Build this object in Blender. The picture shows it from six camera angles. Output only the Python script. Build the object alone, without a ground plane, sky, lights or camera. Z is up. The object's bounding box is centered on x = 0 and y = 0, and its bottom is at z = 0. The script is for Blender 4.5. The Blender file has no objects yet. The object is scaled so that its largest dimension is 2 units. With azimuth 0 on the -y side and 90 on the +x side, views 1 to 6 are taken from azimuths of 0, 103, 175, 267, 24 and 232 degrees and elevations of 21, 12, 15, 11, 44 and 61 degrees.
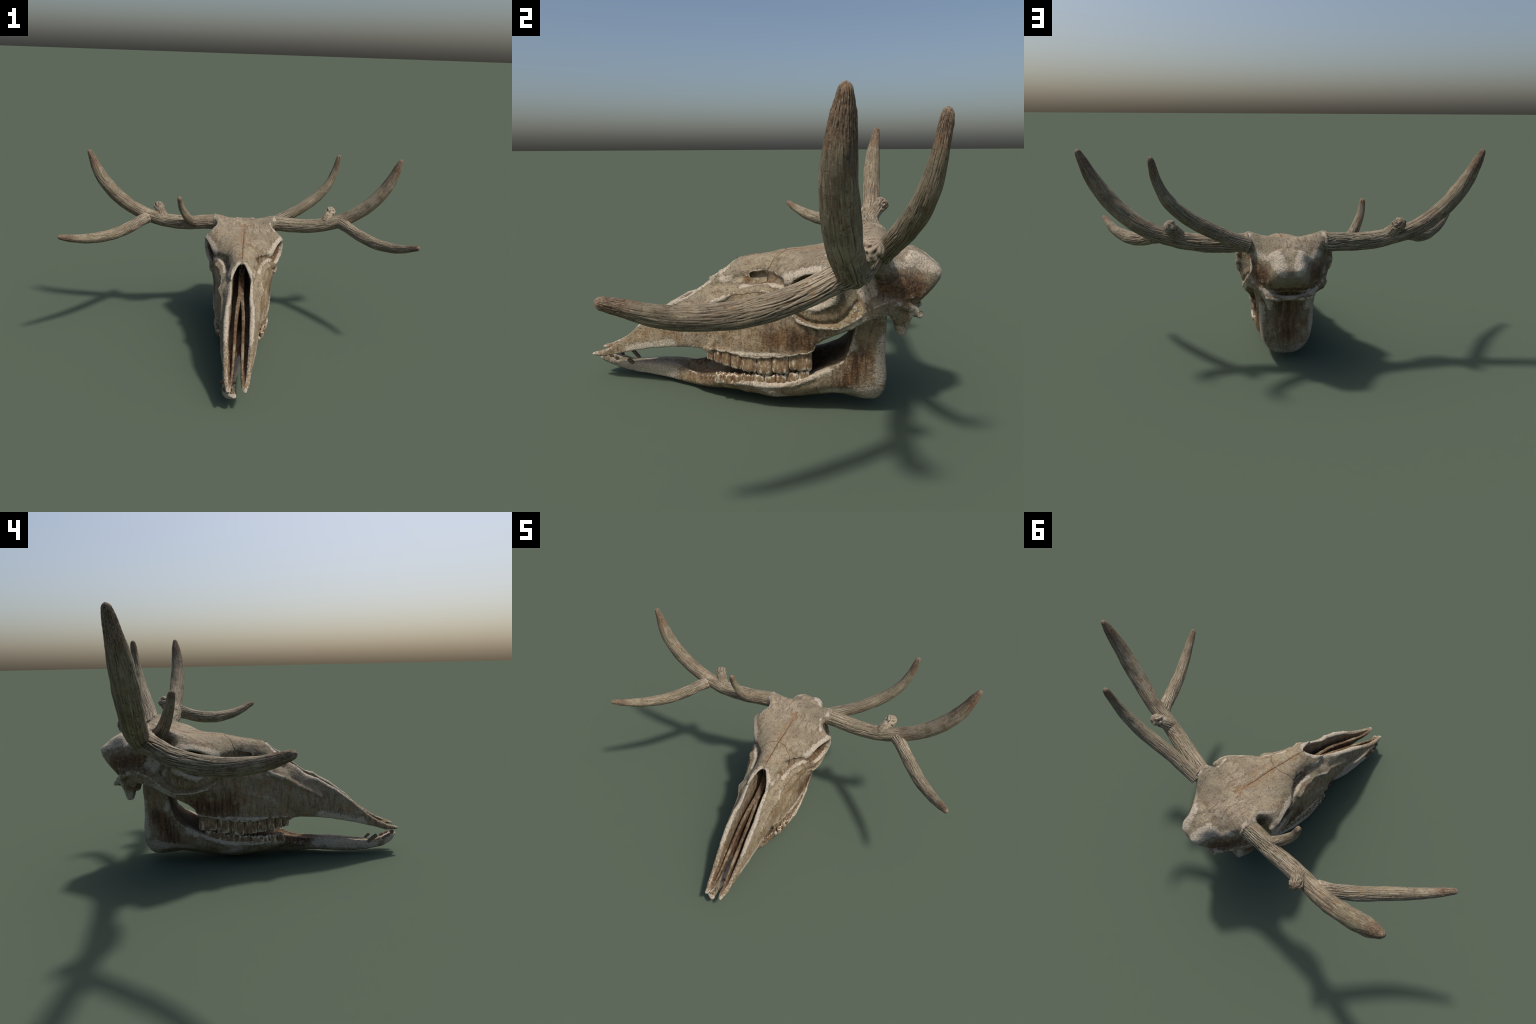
"""Weathered deer skull with branching antlers: implicit bone volumes (profile fields + carved
hollows) meshed by surface nets, swept antlers with modelled grooves, separate teeth."""
import bpy, math, random
import numpy as np
from mathutils import Vector, noise
from mathutils.bvhtree import BVHTree

random.seed(7)
X0 = 0.0155            # symmetry plane of the skull
F = np.float32

# ------------------------------------------------------------------ small tools
def lerp_table(t, pts):
    p = np.array(sorted(pts), float)
    return np.interp(t, p[:, 0], p[:, 1])

def tps(points, qa, qb, reg=1e-5):
    """thin-plate interpolation of scattered (a, b, value) controls on a grid."""
    P = np.array(points, float)
    n = len(P)
    def phi(r2):
        return np.where(r2 > 1e-12, 0.5 * r2 * np.log(np.maximum(r2, 1e-12)), 0.0)
    d = (P[:, None, 0] - P[None, :, 0]) ** 2 + (P[:, None, 1] - P[None, :, 1]) ** 2
    K = np.zeros((n + 3, n + 3))
    K[:n, :n] = phi(d) + reg * np.eye(n)
    K[:n, n] = 1; K[:n, n + 1:] = P[:, :2]
    K[n, :n] = 1; K[n + 1:, :n] = P[:, :2].T
    w = np.linalg.solve(K, np.r_[P[:, 2], 0, 0, 0])
    A, B = np.meshgrid(qa, qb, indexing="ij")
    out = w[n] + w[n + 1] * A + w[n + 2] * B
    for i in range(n):
        out += w[i] * phi((A - P[i, 0]) ** 2 + (B - P[i, 1]) ** 2)
    return out

def poly_dist(A, B, line):
    best = np.full(A.shape, 9.0)
    for (a0, b0), (a1, b1) in zip(line[:-1], line[1:]):
        da, db = a1 - a0, b1 - b0
        t = np.clip(((A - a0) * da + (B - b0) * db) / (da * da + db * db), 0, 1)
        best = np.minimum(best, np.hypot(A - a0 - t * da, B - b0 - t * db))
    return best

def smax(a, b, k):
    h = np.maximum(k - np.abs(a - b), 0) / k
    return np.maximum(a, b) + h * h * k * F(0.25)

def smin(a, b, k):
    return -smax(-a, -b, k)

class Field:
    """half-space signed field f(u, y, z), mirrored across u = 0."""
    def __init__(s, u1, y0, y1, z0, z1, h):
        s.h = h
        s.u = np.arange(0, u1, h) + 0.0
        s.y = np.arange(y0, y1, h)
        s.z = np.arange(z0, z1, h)
        s.f = None
    def box(s, lo, hi):
        r = []
        for ax, a, b in zip((s.u, s.y, s.z), lo, hi):
            i0 = max(0, int(np.searchsorted(ax, a)) - 1); i1 = min(len(ax), int(np.searchsorted(ax, b)) + 1)
            r.append(slice(i0, max(i1, i0 + 1)))
        return tuple(r), (s.u[r[0]][:, None, None].astype(F), s.y[r[1]][None, :, None].astype(F), s.z[r[2]][None, None, :].astype(F))
    def capsule(s, p, q, r0, r1, k=0.012, cut=False, squash=(1, 1, 1)):
        p = np.array(p, float); q = np.array(q, float); m = max(r0, r1) * max(1 / min(squash), 1) + k + 0.01
        sl, (U, Y, Z) = s.box(np.minimum(p, q) - m, np.maximum(p, q) + m)
        sq = squash
        d = (q - p) * sq
        L = max(float(d @ d), 1e-9)
        a, b, c = (U - p[0]) * sq[0], (Y - p[1]) * sq[1], (Z - p[2]) * sq[2]
        t = np.clip((a * d[0] + b * d[1] + c * d[2]) / L, 0, 1)
        g = np.sqrt((a - t * d[0]) ** 2 + (b - t * d[1]) ** 2 + (c - t * d[2]) ** 2) - (r0 + (r1 - r0) * t)
        g = g.astype(F)
        s.f[sl] = smax(s.f[sl], -g, k) if cut else smin(s.f[sl], g, k)
    def chain(s, pts, k=0.012, cut=False, squash=(1, 1, 1)):
        for a, b in zip(pts[:-1], pts[1:]):
            s.capsule(a[:3], b[:3], a[3], b[3], k, cut, squash)
    def ellipsoid(s, c, r, tilt=0.0, k=0.012, cut=False):
        """tilt turns the ellipsoid in the y-z plane."""
        m = max(r) + k
        sl, (U, Y, Z) = s.box(np.array(c) - m, np.array(c) + m)
        ct, st = math.cos(tilt), math.sin(tilt)
        yy = (Y - c[1]) * ct + (Z - c[2]) * st
        zz = -(Y - c[1]) * st + (Z - c[2]) * ct
        q = np.sqrt(((U - c[0]) / r[0]) ** 2 + (yy / r[1]) ** 2 + (zz / r[2]) ** 2)
        g = ((q - 1) * min(r)).astype(F)
        s.f[sl] = smax(s.f[sl], -g, k) if cut else smin(s.f[sl], g, k)
    def mesh(s):
        full = np.concatenate([s.f[:0:-1], s.f], 0)
        ux = np.concatenate([-s.u[:0:-1], s.u])
        return surface_nets(full, (ux, s.y, s.z), s.h)

def surface_nets(f, axes, h):
    f = np.pad(f, 1, constant_values=0.05)
    org = np.array([a[0] - h for a in axes])
    ins = f < 0
    c = ins[:-1, :-1, :-1].astype(np.int8)
    tot = np.zeros(c.shape, np.int8)
    for dx in (0, 1):
        for dy in (0, 1):
            for dz in (0, 1):
                tot += ins[dx:dx + c.shape[0], dy:dy + c.shape[1], dz:dz + c.shape[2]]
    act = (tot > 0) & (tot < 8)
    idx = np.full(act.shape, -1, np.int32)
    cells = np.argwhere(act)
    idx[act] = np.arange(len(cells))
    corner = [(dx, dy, dz) for dx in (0, 1) for dy in (0, 1) for dz in (0, 1)]
    vals = {k: f[cells[:, 0] + k[0], cells[:, 1] + k[1], cells[:, 2] + k[2]].astype(float) for k in corner}
    acc = np.zeros((len(cells), 3)); cnt = np.zeros(len(cells))
    for a in corner:
        for ax in range(3):
            if a[ax]: continue
            b = list(a); b[ax] = 1; b = tuple(b)
            va, vb = vals[a], vals[b]
            cross = (va < 0) != (vb < 0)
            t = np.where(cross, va / np.where(cross, va - vb, 1), 0)
            p = np.array(a, float)[None, :].repeat(len(cells), 0); p[:, ax] += t
            acc += p * cross[:, None]; cnt += cross
    verts = (cells + acc / cnt[:, None]) * h + org
    quads = []
    for ax in range(3):
        o1, o2 = [(1, 2), (2, 0), (0, 1)][ax]
        sl0 = [slice(None)] * 3; sl1 = [slice(None)] * 3
        sl0[ax] = slice(0, -1); sl1[ax] = slice(1, None)
        a, b = ins[tuple(sl0)], ins[tuple(sl1)]
        e = np.argwhere(a != b)
        e = e[(e[:, o1] > 0) & (e[:, o2] > 0) & (e[:, o1] < idx.shape[o1]) & (e[:, o2] < idx.shape[o2])]
        flip = a[e[:, 0], e[:, 1], e[:, 2]]
        def at(d1, d2):
            q = e.copy(); q[:, o1] -= d1; q[:, o2] -= d2
            return idx[q[:, 0], q[:, 1], q[:, 2]]
        q = np.stack([at(1, 1), at(0, 1), at(0, 0), at(1, 0)], 1)
        q[~flip] = q[~flip][:, ::-1]
        quads.append(q)
    return verts, np.concatenate(quads)

def relax(v, q, n=2, lam=0.5):
    e = np.concatenate([q[:, [0, 1]], q[:, [1, 2]], q[:, [2, 3]], q[:, [3, 0]]])
    e = np.concatenate([e, e[:, ::-1]])
    cnt = np.bincount(e[:, 0], minlength=len(v))[:, None]
    for _ in range(n):
        s = np.stack([np.bincount(e[:, 0], weights=v[e[:, 1], i], minlength=len(v)) for i in range(3)], 1)
        v = v + lam * (s / np.maximum(cnt, 1) - v)
    return v

def vnormals(v, q):
    n = np.cross(v[q[:, 2]] - v[q[:, 0]], v[q[:, 3]] - v[q[:, 1]])
    out = np.zeros_like(v)
    for k in range(4):
        for i in range(3):
            out[:, i] += np.bincount(q[:, k], weights=n[:, i], minlength=len(v))
    return out / np.maximum(np.linalg.norm(out, axis=1), 1e-12)[:, None]

def fbm(p, scale, octaves=3, seed=0.0):
    nz = noise.noise
    o = np.zeros(len(p))
    for k in range(octaves):
        s = scale * 2 ** k
        o += np.array([nz((a * s + seed, b * s, c * s + k)) for a, b, c in p.tolist()]) / 2 ** k
    return o

def make_mesh(name, v, faces, mat, parent=None, smooth=True):
    me = bpy.data.meshes.new(name)
    me.from_pydata(np.asarray(v).tolist(), [], [tuple(f) for f in np.asarray(faces).tolist()] if not isinstance(faces, list) else faces)
    if smooth:
        me.polygons.foreach_set("use_smooth", [True] * len(me.polygons))
    me.materials.append(mat)
    me.update()
    o = bpy.data.objects.new(name, me)
    bpy.context.scene.collection.objects.link(o)
    if parent: o.parent = parent
    return o

# ------------------------------------------------------------------ materials
def rgb(h):
    c = [int(h[i:i + 2], 16) / 255 for i in (0, 2, 4)]
    return [x / 12.92 if x <= 0.04045 else ((x + 0.055) / 1.055) ** 2.4 for x in c] + [1.0]

class Nodes:
    def __init__(s, name):
        s.m = bpy.data.materials.new(name); s.m.use_nodes = True
        s.t = s.m.node_tree; s.n = s.t.nodes
        s.bsdf = s.n["Principled BSDF"]
        s.bsdf.inputs["Specular IOR Level"].default_value = 0.25
    def add(s, kind, **kw):
        n = s.n.new(kind)
        for k, v in kw.items():
            setattr(n, k, v)
        return n
    def link(s, a, b): s.t.links.new(a, b)
    def put(s, sock, val):
        if hasattr(val, "is_linked"): s.link(val, sock)
        else: sock.default_value = val
    def math(s, op, a, b=0.0, c=None, clamp=False):
        n = s.add("ShaderNodeMath", operation=op, use_clamp=clamp)
        s.put(n.inputs[0], a); s.put(n.inputs[1], b)
        if c is not None: s.put(n.inputs[2], c)
        return n.outputs[0]
    def vmath(s, op, a, b=None):
        n = s.add("ShaderNodeVectorMath", operation=op)
        s.put(n.inputs[0], a)
        if b is not None: s.put(n.inputs[1], b)
        return n
    def noise(s, vec, scale, detail=5, rough=0.6, dist=0.0):
        n = s.add("ShaderNodeTexNoise")
        s.put(n.inputs["Vector"], vec); n.inputs["Scale"].default_value = scale
        n.inputs["Detail"].default_value = detail; n.inputs["Roughness"].default_value = rough
        n.inputs["Distortion"].default_value = dist
        return n.outputs["Fac"]
    def scaled(s, vec, xyz):
        return s.vmath("MULTIPLY", vec, xyz).outputs[0]
    def ramp(s, fac, a, b):
        n = s.add("ShaderNodeMapRange", interpolation_type="SMOOTHSTEP")
        s.put(n.inputs["Value"], fac); n.inputs["From Min"].default_value = a; n.inputs["From Max"].default_value = b
        return n.outputs["Result"]
    def mix(s, fac, a, b, mode="MIX"):
        n = s.add("ShaderNodeMix", data_type="RGBA", blend_type=mode)
        s.put(n.inputs[0], fac); s.put(n.inputs[6], a); s.put(n.inputs[7], b)
        return n.outputs[2]
    def finish(s, color, rough=0.75, bump=None, dist=0.002, strength=0.6):
        s.put(s.bsdf.inputs["Base Color"], color); s.put(s.bsdf.inputs["Roughness"], rough)
        if bump is not None:
            b = s.add("ShaderNodeBump"); b.inputs["Strength"].default_value = strength; b.inputs["Distance"].default_value = dist
            s.link(bump, b.inputs["Height"]); s.link(b.outputs[0], s.bsdf.inputs["Normal"])
        return s.m
    def near_lines(s, p, lines, k0, k1):
        """1 close to any of the segments (a, b, inner radius, outer radius), fading to 0; evaluated one after another."""
        out = None
        for a, b, r0, r1 in lines:
            ab = Vector(b) - Vector(a)
            q = p
            if out is not None:          # a nil offset that makes each mask wait for the one before
                w = s.add("ShaderNodeVectorMath", operation="MULTIPLY_ADD")
                s.put(w.inputs[0], out); w.inputs[1].default_value = (1e-7,) * 3; s.put(w.inputs[2], p)
                q = w.outputs[0]
            ap = s.vmath("SUBTRACT", q, tuple(a)).outputs[0]
            t = s.math("MULTIPLY", s.vmath("DOT_PRODUCT", ap, tuple(ab)).outputs["Value"], 1 / ab.length_squared, clamp=True)
            sc = s.add("ShaderNodeVectorMath", operation="SCALE"); sc.inputs[0].default_value = ab; s.link(t, sc.inputs["Scale"])
            d = s.vmath("DISTANCE", ap, sc.outputs[0]).outputs["Value"]
            m = s.math("SUBTRACT", 1.0, s.ramp(d, r0 * k0, r1 * k1))
            out = m if out is None else s.math("MAXIMUM", out, m)
        return out

BEIGE, GREY, OLIVE, TAN = rgb("a89b83"), rgb("877d6e"), rgb("8a8164"), rgb("9b896c")
WHITE, OCHRE, BROWN, DARK = rgb("d4c9b8"), rgb("92704c"), rgb("64523f"), rgb("2b2119")

def bone_material(name, white_lines, brown_lines, warmth=0.5, side_axis=True):
    N = Nodes(name)
    tc = N.add("ShaderNodeTexCoord").outputs["Object"]
    sep = N.add("ShaderNodeSeparateXYZ"); N.link(tc, sep.inputs[0])
    fold = N.add("ShaderNodeCombineXYZ")
    N.link(N.math("ABSOLUTE", sep.outputs[0]), fold.inputs[0]); N.link(sep.outputs[1], fold.inputs[1]); N.link(sep.outputs[2], fold.inputs[2])
    p = fold.outputs[0]
    geo = N.add("ShaderNodeNewGeometry")
    nz = N.add("ShaderNodeSeparateXYZ"); N.link(geo.outputs["Normal"], nz.inputs[0])
    big = N.noise(tc, 7, 4, 0.55)
    mid = N.noise(tc, 30, 6, 0.62, 0.4)
    grain = N.noise(tc, 170, 6, 0.72)
    flake = N.noise(tc, 85, 5, 0.7, 0.5)
    run = N.noise(N.scaled(tc, (30, 30, 4.5)), 2.4, 6, 0.68)          # stains that ran down the sides
    fib = N.noise(N.scaled(tc, (34, 4.5, 34)), 1.7, 7, 0.7, 0.4)            # fibres along the roof
    slope = N.math("SUBTRACT", sep.outputs[2], N.math("MULTIPLY", N.math("MINIMUM", sep.outputs[1], 0.1), 0.4))
    roof = N.ramp(N.math("ADD", slope, N.math("MULTIPLY", N.math("SUBTRACT", big, 0.5), 0.12)), 0.385, 0.475)
    streak = N.add("ShaderNodeMix", data_type="FLOAT"); N.put(streak.inputs[0], roof); N.put(streak.inputs[2], run); N.put(streak.inputs[3], fib)
    streak = streak.outputs[0]
    col = N.mix(N.ramp(N.math("ADD", N.math("MULTIPLY", mid, 0.25), N.math("ADD", N.math("MULTIPLY", streak, 0.5), N.math("MULTIPLY", N.noise(tc, 11, 3, 0.5), 0.25))), 0.42, 0.58), BEIGE, GREY)
    col = N.mix(N.math("MULTIPLY", N.ramp(big, 0.45, 0.60), 0.6), col, OLIVE)
    flank = N.math("SUBTRACT", 1.0, N.math("MULTIPLY", roof, 0.8))
    col = N.mix(N.math("MULTIPLY", flank, N.ramp(N.math("ADD", N.math("MULTIPLY", mid, 0.5), N.math("MULTIPLY", big, 0.5)), 0.3, 0.6)), col, TAN)
    warm = N.math("MULTIPLY", N.math("SUBTRACT", 1.0, N.math("MULTIPLY", roof, 0.65)), warmth)
    stain = N.ramp(N.math("ADD", N.math("MULTIPLY", streak, 0.55), N.math("MULTIPLY", N.noise(tc, 15, 5, 0.6), 0.45)), 0.44, 0.64)
    ridge = N.near_lines(p, [((0, .0, .545), (0, .34, .6), 0, .09)], 1, 1)
    warm = N.math("ADD", warm, N.math("MULTIPLY", ridge, 0.9))
    col = N.mix(N.math("MULTIPLY", stain, warm), col, OCHRE)
    stripe = N.math("MULTIPLY", N.near_lines(p, [((0, -.06, .527), (0, .13, .573), .003, .017), ((0, .13, .573), (0, .33, .597), .003, .024)], 1, 1), N.ramp(mid, 0.40, 0.58))
    col = N.mix(N.math("MULTIPLY", stripe, 0.8), col, rgb("8f6a44"))
    pale = N.math("MULTIPLY", N.ramp(N.math("ADD", N.math("MULTIPLY", fib, 0.6), N.math("MULTIPLY", big, 0.4)), 0.48, 0.62), N.math("MULTIPLY", roof, 0.7))
    col = N.mix(pale, col, rgb("a39884"))
    dk = N.ramp(N.math("ADD", N.math("MULTIPLY", streak, 0.5), N.math("ADD", N.math("MULTIPLY", mid, 0.2), N.math("MULTIPLY", N.noise(tc, 13, 5, 0.6), 0.3))), 0.49, 0.62)
    col = N.mix(N.math("MULTIPLY", dk, 0.6), col, BROWN)
    spot = N.ramp(N.math("ADD", N.math("MULTIPLY", flake, 0.5), N.math("MULTIPLY", grain, 0.5)), 0.51, 0.62)
    col = N.mix(N.math("MULTIPLY", spot, N.math("SUBTRACT", 0.5, N.math("MULTIPLY", roof, 0.3))), col, BROWN)
    lift = N.math("MULTIPLY", N.math("SUBTRACT", 1.0, N.ramp(N.math("ADD", N.math("MULTIPLY", flake, 0.6), N.math("MULTIPLY", mid, 0.4)), 0.36, 0.47)), 0.6)
    col = N.mix(lift, col, rgb("a4977f"))
    # brown painted over the hollows, including shade tinted into the eye sockets
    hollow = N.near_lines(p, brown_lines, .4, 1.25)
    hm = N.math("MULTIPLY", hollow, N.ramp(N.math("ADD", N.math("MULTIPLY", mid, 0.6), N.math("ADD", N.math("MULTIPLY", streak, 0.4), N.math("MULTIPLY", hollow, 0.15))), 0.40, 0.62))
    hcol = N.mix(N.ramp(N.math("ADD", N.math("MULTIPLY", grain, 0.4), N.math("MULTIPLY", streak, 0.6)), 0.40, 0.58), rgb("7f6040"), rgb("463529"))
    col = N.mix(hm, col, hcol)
    # bleached, flaking edges
    pt = geo.outputs["Pointiness"]
    edge = N.math("MULTIPLY", N.ramp(pt, 0.503, 0.530), 1.0)
    white = N.math("MAXIMUM", N.near_lines(p, white_lines, .4, 1.5), edge)
    wn = N.math("ADD", N.math("MULTIPLY", mid, 0.3), N.math("ADD", N.math("MULTIPLY", flake, 0.35), N.math("MULTIPLY", grain, 0.35)))
    wm = N.ramp(N.math("ADD", N.math("MULTIPLY", white, 0.285), wn), 0.61, 0.715)
    wm = N.math("MULTIPLY", wm, N.math("SUBTRACT", 1.0, N.math("MULTIPLY", N.near_lines(p, [((0, -.05, .43), (0, -.63, .11), .032, .044)], 1, 1), 0.92)))
    col = N.mix(N.math("MULTIPLY", wm, 0.85), col, N.mix(N.ramp(grain, 0.35, 0.65), WHITE, rgb("b3a48c")))
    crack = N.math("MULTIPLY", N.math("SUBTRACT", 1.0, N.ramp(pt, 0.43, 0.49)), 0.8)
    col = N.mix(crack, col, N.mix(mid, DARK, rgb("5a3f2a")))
    # pits
    pits = N.ramp(N.noise(tc, 150, 5, 0.68), 0.58, 0.68)
    col = N.mix(N.math("MULTIPLY", pits, N.math("MULTIPLY", N.ramp(mid, 0.4, 0.6), 0.75)), col, DARK)
    h = N.math("ADD", N.math("MULTIPLY", grain, 0.7), N.math("ADD", N.math("MULTIPLY", streak, 0.5), N.math("MULTIPLY", pits, -0.6)))
    h = N.math("ADD", h, N.math("ADD", N.math("MULTIPLY", wm, 0.4), N.math("MULTIPLY", flake, 1.0)))
    return N.finish(col, 0.8, h, 0.007, 0.9)

def antler_material(name="weathered_antler", worn=0.0):
    N = Nodes(name)
    g = N.add("ShaderNodeTexCoord").outputs["Generated"]
    ob = N.add("ShaderNodeTexCoord").outputs["Object"]
    rnd = N.add("ShaderNodeObjectInfo").outputs["Random"]
    off = N.add("ShaderNodeCombineXYZ"); N.link(N.math("MULTIPLY", rnd, 30.0), off.inputs[2])
    gv = N.vmath("ADD", g, off.outputs[0]).outputs[0]
    sep = N.add("ShaderNodeSeparateXYZ"); N.link(g, sep.inputs[0])
    along = sep.outputs[2]
    streak = N.noise(N.scaled(gv, (9, 9, 3.2)), 1.6, 6, 0.7)
    fine = N.noise(N.scaled(gv, (26, 26, 6)), 1.6, 5, 0.7)
    patch = N.noise(ob, 11, 4, 0.6)
    grain = N.noise(ob, 160, 5, 0.7)
    pt = N.add("ShaderNodeNewGeometry").outputs["Pointiness"]
    col = N.mix(N.ramp(N.math("ADD", N.math("MULTIPLY", streak, 0.6), N.math("MULTIPLY", patch, 0.4)), 0.38, 0.60), rgb("685b4c"), rgb("9a8d75"))
    col = N.mix(N.math("MULTIPLY", N.ramp(N.noise(ob, 6, 4, 0.6), 0.42, 0.6), 0.55), col, rgb("7e775f"))
    col = N.mix(N.math("MULTIPLY", N.ramp(fine, 0.5, 0.64), 0.5), col, rgb("4d3f31"))
    col = N.mix(N.math("MULTIPLY", N.ramp(grain, 0.5, 0.64), 0.45), col, rgb("44372a"))
    col = N.mix(N.math("MULTIPLY", N.ramp(N.math("ADD", N.math("MULTIPLY", N.noise(ob, 9, 5, 0.65), 0.6), N.math("MULTIPLY", streak, 0.4)), 0.50, 0.60), 0.55), col, rgb("a89b84"))
    col = N.mix(N.math("MULTIPLY", N.ramp(N.noise(ob, 55, 5, 0.7), 0.55, 0.66), 0.6), col, rgb("3f3226"))
    tip = N.ramp(N.math("ADD", along, N.math("MULTIPLY", N.math("SUBTRACT", patch, 0.5), 0.3)), 0.84, 0.92)
    col = N.mix(N.math("MULTIPLY", tip, 0.7), col, N.mix(N.ramp(grain, 0.4, 0.6), rgb("4a382a"), rgb("826750")))
    ochre = N.ramp(N.noise(ob, 26, 6, 0.68), 0.53, 0.66)
    col = N.mix(N.math("MULTIPLY", ochre, 0.5), col, rgb("7d5c3d"))
    gr = N.ramp(N.math("ADD", N.math("MULTIPLY", streak, 0.5), N.math("MULTIPLY", grain, 0.5)), 0.42, 0.6)
    hi = N.math("MULTIPLY", N.ramp(pt, 0.503, 0.532), gr)
    base = N.math("SUBTRACT", 1.0, N.ramp(along, 0.02, 0.5))
    hi = N.math("MULTIPLY", hi, N.math("ADD", 0.35, N.math("MULTIPLY", base, 0.6)))
    if worn:      # broken, bleached ends
        hi = N.math("MAXIMUM", hi, N.math("MULTIPLY", N.ramp(N.math("ADD", N.math("MULTIPLY", grain, 0.6), N.math("ADD", N.math("MULTIPLY", patch, 0.4), N.math("MULTIPLY", along, 0.08))), 0.50, 0.60), worn))
    col = N.mix(hi, col, rgb("c4b6a2"))
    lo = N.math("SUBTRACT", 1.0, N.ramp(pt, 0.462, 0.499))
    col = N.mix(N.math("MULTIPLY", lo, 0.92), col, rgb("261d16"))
    h = N.math("ADD", N.math("MULTIPLY", fine, 0.8), N.math("ADD", N.math("MULTIPLY", grain, 0.6), N.math("MULTIPLY", streak, 0.6)))
    return N.finish(col, 0.75, h, 0.004, 0.7)

def tooth_material():
    N = Nodes("stained_tooth")
    ob = N.add("ShaderNodeTexCoord").outputs["Object"]
    rnd = N.add("ShaderNodeObjectInfo").outputs["Random"]
    off = N.add("ShaderNodeCombineXYZ"); N.link(N.math("MULTIPLY", rnd, 20.0), off.inputs[0])
    v = N.vmath("ADD", ob, off.outputs[0]).outputs[0]
    pt = N.add("ShaderNodeNewGeometry").outputs["Pointiness"]
    n1 = N.noise(N.scaled(v, (1, 1, 0.45)), 70, 5, 0.65)
    n2 = N.noise(v, 220, 4, 0.7)
    col = N.mix(N.ramp(n1, 0.38, 0.6), rgb("6e5640"), rgb("8f795d"))
    w = N.ramp(N.math("ADD", n1, N.math("MULTIPLY", N.math("SUBTRACT", pt, 0.5), 3.0)), 0.57, 0.68)
    col = N.mix(w, col, rgb("bfb29d"))
    col = N.mix(N.math("MULTIPLY", N.ramp(n2, 0.58, 0.7), 0.6), col, rgb("4a3625"))
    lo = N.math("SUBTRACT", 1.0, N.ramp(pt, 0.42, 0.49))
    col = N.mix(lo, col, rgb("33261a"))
    return N.finish(col, 0.55, n2, 0.0015, 0.5)

def plain(name, a, b, scale=120):
    N = Nodes(name)
    ob = N.add("ShaderNodeTexCoord").outputs["Object"]
    n = N.noise(ob, scale, 4, 0.6)
    return N.finish(N.mix(N.ramp(n, 0.35, 0.65), rgb(a), rgb(b)), 0.9)

# white / brown lines: (a, b, inner radius, outer radius) in folded skull coordinates
CRANIUM_WHITE = [
    ((.16, .157, .505), (.21, .24, .545), .006, .03), ((.21, .24, .545), (.235, .325, .55), .008, .03),
    ((.155, .145, .468), (.21, .25, .415), .004, .016), ((.21, .25, .415), (.238, .34, .46), .006, .02), ((.238, .34, .46), (.24, .34, .53), .004, .02),
    ((.052, -.144, .461), (.02, -.07, .525), .006, .022), ((.052, -.144, .461), (.068, -.28, .374), .008, .022),
    ((.068, -.28, .374), (.069, -.43, .277), .008, .018), ((.068, -.43, .277), (.045, -.68, .12), .006, .016),
    ((.075, -.1, .465), (.08, -.06, .475), .0, .02), ((.1, -.015, .452), (.107, .053, .473), .006, .018), ((.107, .053, .473), (.15, .13, .476), .004, .018),
    ((.07, .62, .57), (.05, .68, .53), .01, .035), ((.085, .575, .575), (.04, .68, .52), .008, .035),
    ((.21, .5, .43), (.16, .57, .45), .004, .02), ((.21, .46, .40), (.2, .35, .345), .004, .016), ((.15, .6, .42), (.0, .6, .38), .006, .022),
    ((.188, .40, .64), (.18, .46, .645), .0, .022), ((.1, .555, .33), (.085, .555, .31), .01, .03),
    ((.09, -.5, .15), (.1, -.3, .2), .01, .04), ((.155, -.05, .212), (.17, .2, .23), .002, .012),
    ((.13, -.12, .39), (.112, -.06, .41), .003, .018), ((.165, .41, .5), (.16, .45, .42), .01, .03),
]
CRANIUM_WHITE += [((.05, -.11, .48), (.04, -.085, .505), .0, .02), ((.15, .52, .57), (.09, .60, .56), .0, .03), ((.2, .29, .6), (.17, .36, .63), .0, .02),
                  ((.23, .37, .5), (.2, .40, .43), .0, .02), ((.12, .595, .40), (.09, .57, .33), .0, .03), ((.06, .58, .6), (.03, .66, .55), .0, .03), ((.16, .44, .52), (.16, .46, .46), .0, .025)]
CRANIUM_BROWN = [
    ((.06, .31, .478), (.16, .25, .478), .07, .1), ((.16, .2, .47), (.19, .3, .48), .05, .085), ((.085, .0, .475), (.12, .1, .49), .012, .032),  # first two darken the socket walls so the sunlit cavity reads deep and shadowed
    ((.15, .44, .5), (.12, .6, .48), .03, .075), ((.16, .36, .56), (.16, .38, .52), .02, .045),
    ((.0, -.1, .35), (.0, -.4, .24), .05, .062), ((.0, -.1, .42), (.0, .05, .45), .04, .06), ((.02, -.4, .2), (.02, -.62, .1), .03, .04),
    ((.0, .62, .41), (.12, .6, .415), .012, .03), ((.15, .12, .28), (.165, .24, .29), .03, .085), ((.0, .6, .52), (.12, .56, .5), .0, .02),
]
MANDIBLE_WHITE = [((.12, -.12, .095), (.155, .1, .1), .004, .022), ((.155, .1, .1), (.14, .3, .17), .004, .03), ((.09, -.23, .055), (.14, -.08, .085), .004, .018),
                  ((.08, -.55, .05), (.07, -.3, .07), .01, .045), ((.13, .49, .14), (.13, .5, .3), .004, .035), ((.05, -.62, .06), (.03, -.66, .09), .02, .04), ((.1, .46, .09), (.0, .45, .06), .02, .06), ((.14, .39, .27), (.14, .38, .32), .004, .025)]
MANDIBLE_WHITE += [((-.04, -.3, .05), (-.05, -.58, .045), .02, .07), ((.0, -.35, .05), (-.02, -.6, .045), .02, .07), ((.15, .05, .10), (.12, .15, .05), .0, .03), ((.13, .44, .09), (.12, .3, .07), .0, .04), ((-.09, -.22, .06), (-.05, -.32, .05), .0, .04)]
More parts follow.
